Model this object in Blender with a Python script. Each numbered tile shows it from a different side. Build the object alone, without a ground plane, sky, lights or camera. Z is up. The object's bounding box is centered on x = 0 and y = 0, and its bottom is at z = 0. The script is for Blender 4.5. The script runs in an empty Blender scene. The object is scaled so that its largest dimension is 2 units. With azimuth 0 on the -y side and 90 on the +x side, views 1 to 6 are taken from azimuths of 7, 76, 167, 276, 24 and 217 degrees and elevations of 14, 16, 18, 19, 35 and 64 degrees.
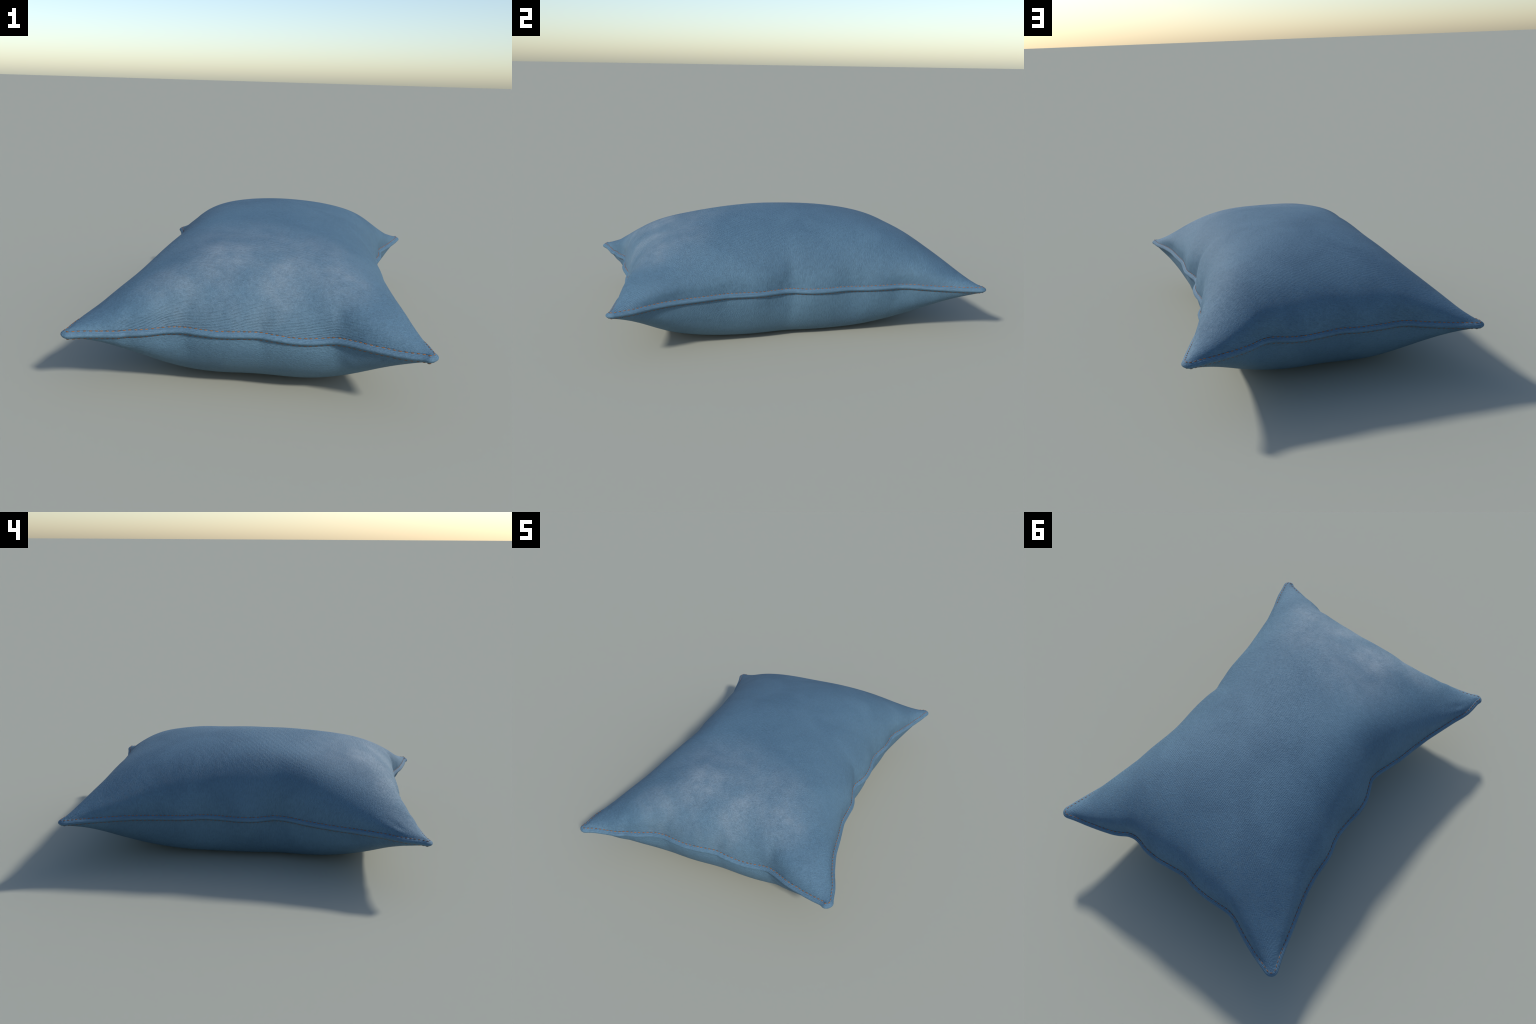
"""A plump rectangular denim cushion lying flat: two inflated panels that meet in a
wavy stitched seam with a folded rim, and a row of rust-coloured stitches on each side."""
import bpy, math, random
import numpy as np

rng = random.Random(7)

# ------------------------------------------------------------------ outline
# Control points of the sewn edge seen from above, one list per edge, corner to
# corner (metres).  The edge puckers in and out between the pulled-out corners.
FRONT = [(-.728, -1.020), (-0.635, -0.976), (-0.565, -0.960), (-0.495, -0.947), (-0.463, -0.925),
         (-0.428, -0.919), (-0.394, -0.908), (-0.361, -0.892), (-0.327, -0.878), (-0.290, -0.874),
         (-0.252, -0.873), (-0.214, -0.881), (-0.138, -0.890), (-0.064, -0.886), (0.045, -0.871),
         (0.082, -0.879), (0.155, -0.885), (0.227, -0.883), (0.298, -0.877), (0.334, -0.879),
         (0.369, -0.894), (0.403, -0.910), (0.436, -0.927), (0.469, -0.938), (0.536, -0.955),
         (0.601, -0.971), (0.655, -0.982), (.728, -1.024)]
RIGHT = [(.728, -1.024), (0.702, -0.952), (0.692, -0.909), (0.682, -0.864), (0.666, -0.820),
         (0.648, -0.774), (0.633, -0.728), (0.619, -0.680), (0.607, -0.633), (0.600, -0.585),
         (0.593, -0.536), (0.584, -0.487), (0.575, -0.438), (0.566, -0.388), (0.566, -0.338),
         (0.566, -0.289), (0.567, -0.239), (0.558, -0.186), (0.541, -0.132), (0.526, -0.078),
         (0.524, -0.024), (0.541, 0.022), (0.553, 0.072), (0.555, 0.124), (0.552, 0.178),
         (0.542, 0.235), (0.538, 0.291), (0.545, 0.345), (0.560, 0.390), (0.572, 0.440), (0.575, 0.493),
         (0.573, 0.549), (0.586, 0.600), (0.605, 0.645), (0.620, 0.694), (0.638, 0.741), (0.654, 0.789),
         (0.670, 0.837), (0.686, 0.885), (0.700, 0.934), (.730, 1.022)]
BACK = [(.730, 1.022), (0.644, 0.992), (0.611, 0.982), (0.544, 0.965), (0.476, 0.945), (0.407, 0.922),
        (0.372, 0.905), (0.334, 0.879), (0.298, 0.870), (0.264, 0.873), (0.230, 0.884), (0.196, 0.889),
        (0.124, 0.890), (0.050, 0.879), (-0.025, 0.869), (-0.061, 0.872), (-0.095, 0.881), (-0.131, 0.886),
        (-0.205, 0.888), (-0.283, 0.882), (-0.324, 0.878), (-0.360, 0.883), (-0.393, 0.895),
        (-0.425, 0.910), (-0.490, 0.937), (-0.557, 0.961), (-0.625, 0.980), (-.728, 1.014)]
LEFT = [(-.728, 1.014), (-0.697, 0.933), (-0.681, 0.888), (-0.667, 0.841), (-0.642, 0.744),
        (-0.615, 0.648), (-0.589, 0.550), (-0.574, 0.449), (-0.571, 0.344), (-0.562, 0.294),
        (-0.547, 0.246), (-0.539, 0.195), (-0.542, 0.120), (-0.551, 0.037), (-0.550, -0.014),
        (-0.540, -0.065), (-0.520, -0.115), (-0.499, -0.164), (-0.507, -0.216), (-0.525, -0.268),
        (-0.556, -0.368), (-0.577, -0.468), (-0.603, -0.566), (-0.635, -0.662), (-0.666, -0.755),
        (-0.685, -0.801), (-0.699, -0.846), (-0.705, -0.893), (-0.707, -0.939), (-.728, -1.020)]

# Height of the sewn edge along each side (running coordinate, z): it sags a little
# between the puckers.
FRONT_Z = [(-.7, .272), (-.45, .270), (-.36, .272), (-.27, .279), (-.1, .276), (0, .280), (.08, .277), (.19, .269),
           (.26, .271), (.33, .283), (.42, .286), (.50, .282), (.57, .278), (.65, .281), (.7, .285)]
RIGHT_Z = [(-1, .285), (-.9, .286), (-.73, .294), (-.4, .297), (-.24, .294), (-.13, .290), (0, .287), (.12, .287),
           (.25, .286), (.345, .283), (.44, .291), (.62, .293), (.72, .289), (.88, .288), (1, .290)]
BACK_Z = [(-.7, .278), (-.56, .282), (-.42, .284), (-.33, .290), (-.2, .290), (-.1, .289), (-.03, .289), (.05, .287),
          (.16, .286), (.30, .293), (.37, .291), (.48, .287), (.64, .286), (.7, .290)]
LEFT_Z = [(-1, .272), (-.9, .278), (-.8, .282), (-.65, .280), (-.5, .275), (-.38, .279), (-.25, .286), (-.13, .282),
          (0, .284), (.2, .286), (.29, .286), (.45, .283), (.65, .287), (.8, .284), (.9, .280), (1, .278)]
SEAM_Z = .284
RIM_HALF = .016                                 # half thickness of the folded rim
RIM_WIDE = .018                                 # rim width outside the stitch line
NU, NV = 281, 401                               # panel grid


# Panel coordinates crowd towards the seam, where the cloth turns steeply.
tu, tv = np.linspace(-1, 1, NU), np.linspace(-1, 1, NV)
ease = lambda t: .8 * np.sin(t * np.pi / 2) + .2 * t
gu, gv = ease(tu), ease(tv)
U, W = np.meshgrid(gu, gv, indexing="ij")


def edge_at(points, axis, params):
    """Points of one edge at panel parameters -1..1, even in the running axis."""
    p = np.array(points)
    if p[0, axis] > p[-1, axis]:
        p = p[::-1]
    run = (params + 1) / 2 * (p[-1, axis] - p[0, axis]) + p[0, axis]
    off = np.interp(run, p[:, axis], p[:, 1 - axis])
    return np.stack([run, off] if axis == 0 else [off, run], -1)


ring = np.concatenate([edge_at(FRONT, 0, gu)[:-1], edge_at(RIGHT, 1, gv)[:-1],
                       edge_at(BACK, 0, gu)[::-1][:-1], edge_at(LEFT, 1, gv)[::-1][:-1]])
NR = len(ring)


def round_off(closed, sigma):
    """Gaussian smoothing along arc length: rounds the corners and the kinks."""
    nxt = np.roll(closed, -1, 0)
    seg = np.hypot(*(nxt - closed).T)
    s = np.concatenate([[0], np.cumsum(seg)])
    total, step = s[-1], .002
    n = int(total / step)
    t = np.arange(n) * total / n
    out = []
    k = np.arange(-int(4 * sigma / step), int(4 * sigma / step) + 1) * step
    g = np.exp(-.5 * (k / sigma) ** 2)
    g /= g.sum()
    for i in (0, 1):
        q = np.interp(t, s, np.append(closed[:, i], closed[0, i]))
        q = np.convolve(np.concatenate([q[-len(k):], q, q[:len(k)]]), g, "same")[len(k):-len(k)]
        out.append(np.interp(s[:-1], np.append(t, total), np.append(q, q[0])))
    return np.stack(out, -1)




def blunt_tip(closed, k, radius):
    """Replace the sharp corner at ring index k by an arc of the given radius."""
    n = len(closed)
    tip = closed[k]

    def walk(step):
        idx, dist = [k], [0.]
        while dist[-1] < .12:
            idx.append((idx[-1] + step) % n)
            dist.append(dist[-1] + np.hypot(*(closed[idx[-1]] - closed[idx[-2]])))
        return np.array(idx), np.array(dist)
    (ia, da), (ib, db) = walk(-1), walk(1)
    ua, ub = [(closed[i[-1]] - tip) / np.hypot(*(closed[i[-1]] - tip)) for i in (ia, ib)]
    half = math.acos(float(ua @ ub)) / 2
    bis = (ua + ub) / np.hypot(*(ua + ub))
    reach = radius / math.tan(half)
    centre = tip + bis * radius / math.sin(half)
    for idx, dist, u in ((ia, da, ua), (ib, db, ub)):
        w = u - bis * (u @ bis)
        w /= np.hypot(*w)
        for i, d in zip(idx, dist):
            if d < reach:
                ang = (math.pi / 2 - half) * d / reach
                closed[i] = centre + radius * (-bis * math.cos(ang) + w * math.sin(ang))


for k in (0, NU - 1, NU + NV - 2, 2 * NU + NV - 3):
    blunt_tip(ring, k, .036)
ring = round_off(ring, .010)


def outward(closed):
    tan = np.roll(closed, -2, 0) - np.roll(closed, 2, 0)
    tan /= np.hypot(*tan.T)[:, None]
    return np.stack([tan[:, 1], -tan[:, 0]], -1)


NORMAL = outward(ring)
inner = ring - NORMAL * RIM_WIDE


def split_ring(r):
    a = r[:NU]
    b = r[NU - 1:NU - 1 + NV]
    c = r[NU + NV - 2:2 * NU + NV - 2][::-1]
    d = np.concatenate([r[2 * NU + NV - 3:], r[:1]])[::-1]
    return a, b, c, d


def coons(a, b, c, d):
    lu, lv = ((U + 1) / 2)[..., None], ((W + 1) / 2)[..., None]
    return ((1 - lu) * d[None] + lu * b[None] + (1 - lv) * a[:, None] + lv * c[:, None]
            - ((1 - lu) * (1 - lv) * a[0] + lu * (1 - lv) * a[-1]
               + (1 - lu) * lv * c[0] + lu * lv * c[-1]))


def edge_z(points, run):
    """Height of the seam at places along one edge, rounded off between the controls."""
    r, z = np.array(points).T
    t = np.linspace(r[0] - .1, r[-1] + .1, 400)
    w = np.exp(-.5 * ((t[:, None] - t[None]) / .022) ** 2)
    fine = (w @ np.interp(t, r, z)) / w.sum(1)
    return np.interp(run, t, fine)


ring_z = np.concatenate([edge_z(FRONT_Z, ring[:NU - 1, 0]), edge_z(RIGHT_Z, ring[NU - 1:NU + NV - 2, 1]),
                         edge_z(BACK_Z, ring[NU + NV - 2:2 * NU + NV - 3, 0]),
                         edge_z(LEFT_Z, ring[2 * NU + NV - 3:, 1])])
for _ in range(12):
    ring_z = (ring_z + np.roll(ring_z, 1) + np.roll(ring_z, -1)) / 3

# The same outline with its puckers ironed out, for the middle of the panel.
tips = inner[[0, NU - 1, NU + NV - 2, 2 * NU + NV - 3]]
off = np.min(np.hypot(*(inner[:, None] - tips[None]).transpose(2, 0, 1)), axis=1)
keep = np.exp(-(off / .16) ** 2)[:, None]
smooth_ring = round_off(inner, .11)
SMOOTH_NORMAL = outward(smooth_ring)
PULL = 20                       # how close to the seam its puckers stay


def even_edges(r):
    """The four edges of a ring, re-spaced evenly in their running direction."""
    a, b, c, d = split_ring(r)
    return edge_at(a, 0, gu), edge_at(b, 1, gv), edge_at(c, 0, gu), edge_at(d, 1, gv)


def plan(over_sides, over_ends):
    """Seen from above: the panel bellies out over the seam by these amounts."""
    belly = SMOOTH_NORMAL * (np.abs(SMOOTH_NORMAL) @ np.array((over_sides, over_ends)))[:, None]
    belly *= 1 + .35 * SMOOTH_NORMAL[:, :1]         # fuller on the right-hand side
    ironed = inner * keep + (smooth_ring + belly) * (1 - keep)
    wavy, calm = coons(*even_edges(inner)), coons(*even_edges(ironed))
    pull = np.maximum(np.abs(U), np.abs(W)) ** PULL
    return calm + (wavy - calm) * pull[..., None]


def seam_surface():
    """The sheet between the two panels, level inside and following the seam at its edge."""
    a, b, c, d = even_edges(inner)
    za, zb = edge_z(FRONT_Z, a[:, 0])[:, None], edge_z(RIGHT_Z, b[:, 1])[None]
    zc, zd = edge_z(BACK_Z, c[:, 0])[:, None], edge_z(LEFT_Z, d[:, 1])[None]
    lu, lv = (U + 1) / 2, (W + 1) / 2
    flat = ((1 - lu) * (1 - lv) * (za[0, 0] + zd[0, 0]) / 2 + lu * (1 - lv) * (za[-1, 0] + zb[0, 0]) / 2
            + (1 - lu) * lv * (zc[0, 0] + zd[0, -1]) / 2 + lu * lv * (zc[-1, 0] + zb[0, -1]) / 2)
    wave = (1 - lu) * zd + lu * zb + (1 - lv) * za + lv * zc - flat
    return SEAM_Z + (wave - SEAM_Z) * np.maximum(np.abs(U), np.abs(W)) ** 8


MID = seam_surface()
TOP_PLAN, BOTTOM_PLAN = plan(.015, .034), plan(.001, .022)

# ------------------------------------------------------------------ stuffing
# Height of a panel above the seam: a rounded-box profile, swollen or flattened
# by a few low cosine modes (rows: across the width, columns: along the length).
TOP = dict(a=1.899, p=0.652, b=2.414, q=0.610, modes=[
    [-0.989, -0.006, -0.004, 0.012, 0.002],
    [-0.009, -0.032, -0.044, -0.052, -0.012],
    [0.065, -0.031, -0.087, -0.011, -0.026],
    [0.001, -0.015, -0.014, -0.031, -0.011],
    [-0.01, -0.013, -0.037, -0.003, -0.008]])
BOTTOM = dict(a=3.281, p=0.610, b=2.610, q=0.684, modes=[
    [-1.145, 0.016, 0.079, 0.005, 0.009],
    [-0.01, -0.024, -0.003, -0.018, 0.001],
    [0.021, -0.004, -0.168, 0.004, -0.048],
    [-0.009, -0.007, -0.008, -0.007, -0.002],
    [-0.003, -0.003, -0.057, 0.002, -0.017]])

# Furrows where the seam is gathered: seam point, heading inwards (degrees),
# length, half width, depth.
FURROWS = [(-.25, -.86, 78, .13, .045, .006), (.345, -.863, 72, .15, .045, .009), (.06, -.857, 98, .09, .035, .003), (.30, .87, 275, .13, .06, .002),
           (.524, -.04, 184, .18, .042, .007), (.54, .28, 176, .10, .035, .003), (.573, .54, 192, .09, .03, .003), (-.50, -.165, 355, .14, .06, .002), (-.655, -.865, 62, .16, .022, .004)]

# Soft lumps of the stuffing under the top panel: place, radius, rise.
LUMPS = [(-.2, -.15, .20, .010), (.34, .2, .15, -.010), (.42, .62, .13, .009), (-.5, -.72, .10, .007)]


def furrowed(pts, sign):
    du, dv = np.gradient(pts, axis=0), np.gradient(pts, axis=1)
    n = np.cross(du, dv)
    n /= np.maximum(np.linalg.norm(n, axis=-1, keepdims=True), 1e-12)
    n *= sign
    sink = np.zeros(pts.shape[:2])
    for fx, fy, head, length, wide, deep in FURROWS:
        c, s = math.cos(math.radians(head)), math.sin(math.radians(head))
        dx, dy = pts[..., 0] - fx, pts[..., 1] - fy
        rise = np.abs(pts[..., 2] - SEAM_Z)
        along = np.maximum(dx * c + dy * s, 0) + .45 * rise
        side = -dx * s + dy * c
        w = wide * (.6 + .8 * along / length)
        t = np.clip(along / .07, 0, 1)
        shape = t * t * (3 - 2 * t) * np.exp(-(along / length) ** 2 * 1.6)
        # a valley flanked by two low swells
        q = (side / w) ** 2
        sink += deep * shape * (1 - .7 * q) * np.exp(-q)
    t = np.clip((1 - np.maximum(np.abs(U), np.abs(W))) / .03, 0, 1)
    sink *= t                                   # the seam line itself stays put
    if sign > 0:
        for lx, ly, rad, rise in LUMPS:
            sink -= t * rise * np.exp(-((pts[..., 0] - lx) ** 2 + (pts[..., 1] - ly) ** 2) / rad ** 2)
    else:
        sink *= .6
    return pts - n * sink[..., None]


def swell(s):
    h = (np.maximum(1 - np.abs(U) ** s["a"], 0) ** s["p"]
         * np.maximum(1 - np.abs(W) ** s["b"], 0) ** s["q"])
    e = sum(c * np.cos(i * np.pi * (U + 1) / 2) * np.cos(j * np.pi * (W + 1) / 2)
            for i, row in enumerate(s["modes"]) for j, c in enumerate(row))
    h = h * np.exp(e)
    return h * (1 - np.exp(-h / .005))          # the cloth leaves the seam at a slant


def panel_points(s, sign):
    x, y = np.moveaxis(TOP_PLAN if sign > 0 else BOTTOM_PLAN, -1, 0)
    z = MID + sign * (RIM_HALF - .0004 + swell(s))
    return np.stack([x, y, z], -1)


top_pts = furrowed(panel_points(TOP, 1), 1)
bottom_pts = furrowed(panel_points(BOTTOM, -1), -1)
low = bottom_pts[..., 2].min()
bottom_pts[..., 2] -= low * np.clip((SEAM_Z - bottom_pts[..., 2]) / (SEAM_Z - low), 0, 1)   # rests on the ground

# ------------------------------------------------------------------ materials
def nodes_of(name):
    m = bpy.data.materials.new(name)
    m.use_nodes = True
    nt = m.node_tree
    return m, nt, nt.nodes["Principled BSDF"]


class Net:
    """Small helper to write node graphs as expressions."""
    def __init__(self, nt):
        self.nt = nt

    def new(self, kind, **props):
        n = self.nt.nodes.new(kind)
        for k, v in props.items():
            setattr(n, k, v)
        return n

    def put(self, sock, val):
        if isinstance(val, bpy.types.NodeSocket):
            self.nt.links.new(val, sock)
        else:
            sock.default_value = val

    def math(self, op, a, b=0., c=None, clamp=False):
        n = self.new("ShaderNodeMath", operation=op, use_clamp=clamp)
        self.put(n.inputs[0], a)
        self.put(n.inputs[1], b)
        if c is not None:
            self.put(n.inputs[2], c)
        return n.outputs[0]

    def vec(self, x, y, z):
        n = self.new("ShaderNodeCombineXYZ")
        for i, v in enumerate((x, y, z)):
            self.put(n.inputs[i], v)
        return n.outputs[0]

    def noise(self, vector, scale, detail=2., rough=.5, distort=0.):
        n = self.new("ShaderNodeTexNoise")
        self.put(n.inputs["Vector"], vector)
        n.inputs["Scale"].default_value = scale
        n.inputs["Detail"].default_value = detail
        n.inputs["Roughness"].default_value = rough
        n.inputs["Distortion"].default_value = distort
        return n.outputs["Fac"]

    def remap(self, v, a, b, c=0., d=1., smooth=True):
        n = self.new("ShaderNodeMapRange", interpolation_type="SMOOTHSTEP" if smooth else "LINEAR")
        for i, x in enumerate((v, a, b, c, d)):
            self.put(n.inputs[i], x)
        return n.outputs[0]

    def mix(self, f, a, b, blend="MIX"):
        n = self.new("ShaderNodeMix", data_type="RGBA", blend_type=blend)
        self.put(n.inputs[0], f)
        self.put(n.inputs[6], a)
        self.put(n.inputs[7], b)
        return n.outputs[2]

    def blob(self, x, y, cx, cy, rx, ry):
        """1 in the middle of an elliptical patch, 0 outside it."""
        dx = self.math("DIVIDE", self.math("SUBTRACT", x, cx), rx)
        dy = self.math("DIVIDE", self.math("SUBTRACT", y, cy), ry)
        r = self.math("SQRT", self.math("ADD", self.math("MULTIPLY", dx, dx), self.math("MULTIPLY", dy, dy)))
        return self.remap(r, 1., .15)


BLUE = (.082, .159, .229, 1)
DEEP = (.068, .136, .202, 1)
PALE = (.166, .230, .288, 1)


def denim(name, worn_patches, base=BLUE, deep=DEEP, along_seam=False, rib=1.):
    m, nt, bsdf = nodes_of(name)
    g = Net(nt)
    obj = g.new("ShaderNodeTexCoord").outputs["Object"]
    sep = g.new("ShaderNodeSeparateXYZ")
    g.put(sep.inputs[0], obj)
    x, y, z = sep.outputs
    # thread coordinate: runs along the length and follows the cloth down the ends
    drop = g.math("SUBTRACT", .30, g.math("ABSOLUTE", g.math("SUBTRACT", z, SEAM_Z)))
    lean = g.math("MINIMUM", g.math("MAXIMUM", g.math("MULTIPLY", y, 1.25), -1.), 1.)
    w = g.math("ADD", y, g.math("MULTIPLY", lean, g.math("MULTIPLY", drop, 1.)))
    if along_seam:                      # the folded rim shows its threads lengthwise
        w = g.math("MULTIPLY", z, 1.5)
    wob = g.noise(obj, 9., 2.)
    w = g.math("ADD", w, g.math("MULTIPLY", g.math("SUBTRACT", wob, .5), .010))
    # ribs: fine lines across the width, broken up by streaks and fuzz
    ribs = g.math("SINE", g.math("MULTIPLY", w, 2 * math.pi / .0066))
    streak = g.noise(g.vec(g.math("MULTIPLY", x, 100.), g.math("MULTIPLY", w, 170.), g.math("MULTIPLY", z, 45.)), 1., 2., .55)
    fuzz = g.noise(obj, 190., 2., .6)
    hold = g.remap(g.noise(obj, 60., 1.), .35, .65, .05 * rib, .21 * rib)
    weave = g.math("ADD", g.math("MULTIPLY", ribs, hold), g.math("ADD", g.math("MULTIPLY", streak, .62), g.math("MULTIPLY", fuzz, .38)))
    # colour: dye clouds, faded patches, thread contrast
    cloud = g.noise(obj, 3.2, 4., .55, .4)
    col = g.mix(g.remap(cloud, .36, .64), deep, base)
    fine = g.noise(obj, 14., 5., .62)
    patch = 0.
    for cx, cy, rx, ry, k in worn_patches:
        patch = g.math("ADD", patch, g.math("MULTIPLY", g.blob(x, y, cx, cy, rx, ry), k))
    if worn_patches:
        patch = g.math("MULTIPLY", patch, g.remap(fine, .28, .70, .42, 1.), clamp=True)
        col = g.mix(patch, col, PALE)
    tone = g.remap(weave, .22, .78, .78, 1.20, smooth=False)
    col = g.mix(1., col, g.vec(tone, tone, tone), "MULTIPLY")
    g.put(bsdf.inputs["Base Color"], col)
    bump = g.new("ShaderNodeBump")
    bump.inputs["Strength"].default_value = .6
    bump.inputs["Distance"].default_value = .005
    g.put(bump.inputs["Height"], weave)
    g.put(bsdf.inputs["Normal"], bump.outputs[0])
    bsdf.inputs["Roughness"].default_value = .72
    bsdf.inputs["Specular IOR Level"].default_value = .34
    return m


top_mat = denim("faded_denim", [(-.13, -.68, .19, .17, .75), (.12, -.75, .17, .14, .75), (-.33, -.78, .20, .13, .6),
                                (.36, -.74, .16, .15, .6), (-.1, -.52, .40, .30, .5), (.25, -.6, .30, .26, .45), (-.05, -.83, .5, .10, .3)])
bottom_mat = denim("denim", [], rib=.6)
rim_mat = denim("rim_denim", [], base=(.084, .164, .238, 1), deep=(.072, .142, .211, 1), along_seam=True)

stitch_mat, nt, bsdf = nodes_of("rust_thread")
g = Net(nt)
info = g.new("ShaderNodeObjectInfo").outputs["Random"]
tc = g.new("ShaderNodeTexCoord").outputs["Object"]
f = g.math("ADD", g.math("MULTIPLY", info, .6), g.math("MULTIPLY", g.noise(tc, 120., 2.), .5), clamp=True)
g.put(bsdf.inputs["Base Color"], g.mix(f, (.15, .066, .026, 1), (.36, .155, .058, 1)))
bsdf.inputs["Roughness"].default_value = .9
bsdf.inputs["Specular IOR Level"].default_value = .2


# ------------------------------------------------------------------ geometry
def make_mesh(name, verts, faces, mat, smooth=True):
    me = bpy.data.meshes.new(name)
    me.from_pydata(verts.tolist() if hasattr(verts, "tolist") else verts, [], faces)
    me.materials.append(mat)
    if smooth:
        me.shade_smooth()
    return me


root = bpy.data.objects.new("cushion", None)
root.empty_display_size = .2
bpy.context.scene.collection.objects.link(root)
root["label"] = "plump rectangular blue denim cushion with rust stitching"
root["category"] = "cushion"


def part(name, mesh, parent=root):
    o = bpy.data.objects.new(name, mesh)
    bpy.context.scene.collection.objects.link(o)
    o.parent = parent
    return o


def grid_faces(flip):
    i, j = np.meshgrid(np.arange(NU - 1), np.arange(NV - 1), indexing="ij")
    q = np.stack([i * NV + j, (i + 1) * NV + j, (i + 1) * NV + j + 1, i * NV + j + 1], -1).reshape(-1, 4)
    return (q[:, ::-1] if flip else q).tolist()


top = part("top_panel", make_mesh("top_panel", top_pts.reshape(-1, 3), grid_faces(False), top_mat))
bottom = part("bottom_panel", make_mesh("bottom_panel", bottom_pts.reshape(-1, 3), grid_faces(True), bottom_mat))

# folded rim: (distance inwards from the outline, height) around the fold
SECTION = [(.036, .0140), (.0225, .0155), (.019, .0156), (.0168, .0154), (.014, .0140), (.0098, .0116), (.0055, .0086),
           (.0025, .0058), (.0007, .0030), (0, 0)]
SECTION = SECTION + [(d, -h) for d, h in SECTION[-2::-1]]
sec = np.array(SECTION)
rim_pts = np.zeros((len(sec), NR, 3))
rim_pts[..., :2] = ring[None] - NORMAL[None] * sec[:, 0][:, None, None]
rim_pts[..., 2] = ring_z[None] + sec[:, 1][:, None]
faces = [(k * NR + i, k * NR + (i + 1) % NR, (k + 1) * NR + (i + 1) % NR, (k + 1) * NR + i)
         for k in range(len(sec) - 1) for i in range(NR)]
faces = [f[::-1] for f in faces]
rim = part("seam_rim", make_mesh("seam_rim", rim_pts.reshape(-1, 3), faces, rim_mat))

# ------------------------------------------------------------------ stitches
PITCH, LONG, THICK = .0215, .0150, .0018


def stitch_shape(seg=8, cross=6):
    """One stitch: a short thread bowed up, its ends diving into the cloth (along x)."""
    v, fcs = [], []
    for i in range(seg + 1):
        t = i / seg * 2 - 1
        r = THICK * math.sqrt(max(1 - abs(t) ** 3, .02))
        zc = .0010 - .0016 * t * t
        for k in range(cross):
            a = 2 * math.pi * k / cross
            v.append((t * LONG / 2, r * math.cos(a), zc + .8 * r * math.sin(a)))
    for i in range(seg):
        for k in range(cross):
            k2 = (k + 1) % cross
            fcs.append((i * cross + k, (i + 1) * cross + k, (i + 1) * cross + k2, i * cross + k2))
    fcs += [tuple(range(cross)), tuple(range(seg * cross + cross - 1, seg * cross - 1, -1))]
    return v, fcs


sv, sf = stitch_shape()
stitch_mesh = make_mesh("stitch", sv, sf, stitch_mat)

line = ring - NORMAL * (RIM_WIDE - .002)
seg = np.hypot(*(np.roll(line, -1, 0) - line).T)
cum = np.concatenate([[0], np.cumsum(seg)])
count = int(round(cum[-1] / PITCH))


def on_line(s):
    s = s % cum[-1]
    return np.array([np.interp(s, cum, np.append(line[:, i], line[0, i])) for i in (0, 1)]
                    + [np.interp(s, cum, np.append(ring_z, ring_z[0]))])


from mathutils import Matrix, Vector
frames = []
for side in (1, -1):
    for i in range(count):
        s = (i + .5 + rng.uniform(-.08, .08)) * cum[-1] / count
        p, a, b = on_line(s), on_line(s - .006), on_line(s + .006)
        tx = Vector(b - a).normalized()
        out = Vector((tx.y, -tx.x, 0)).normalized()
        up = (Vector((0, 0, side)) * .75 + out * .66).normalized()
        tx = (tx + up * rng.uniform(-.05, .05) + out * rng.uniform(-.12, .12)).normalized()
        ty = up.cross(tx).normalized()
        up = tx.cross(ty)
        pos = Vector((p[0], p[1], p[2] + side * .0147))
        sc = rng.uniform(.9, 1.08)
        M = Matrix((tx * sc, ty, up)).transposed().to_4x4()
        M.translation = pos
        frames.append(M)
named = frames[:300]
rest = frames[300:]
for M in named:
    o = part("stitch", stitch_mesh)
    o.matrix_local = M
vv, ff = [], []
for M in rest:
    k = len(vv)
    vv += [tuple(M @ Vector(q)) for q in sv]
    ff += [tuple(k + i for i in q) for q in sf]
under = part("under_stitching", make_mesh("under_stitching", vv, ff, stitch_mat))
under["kind"] = "stuff"
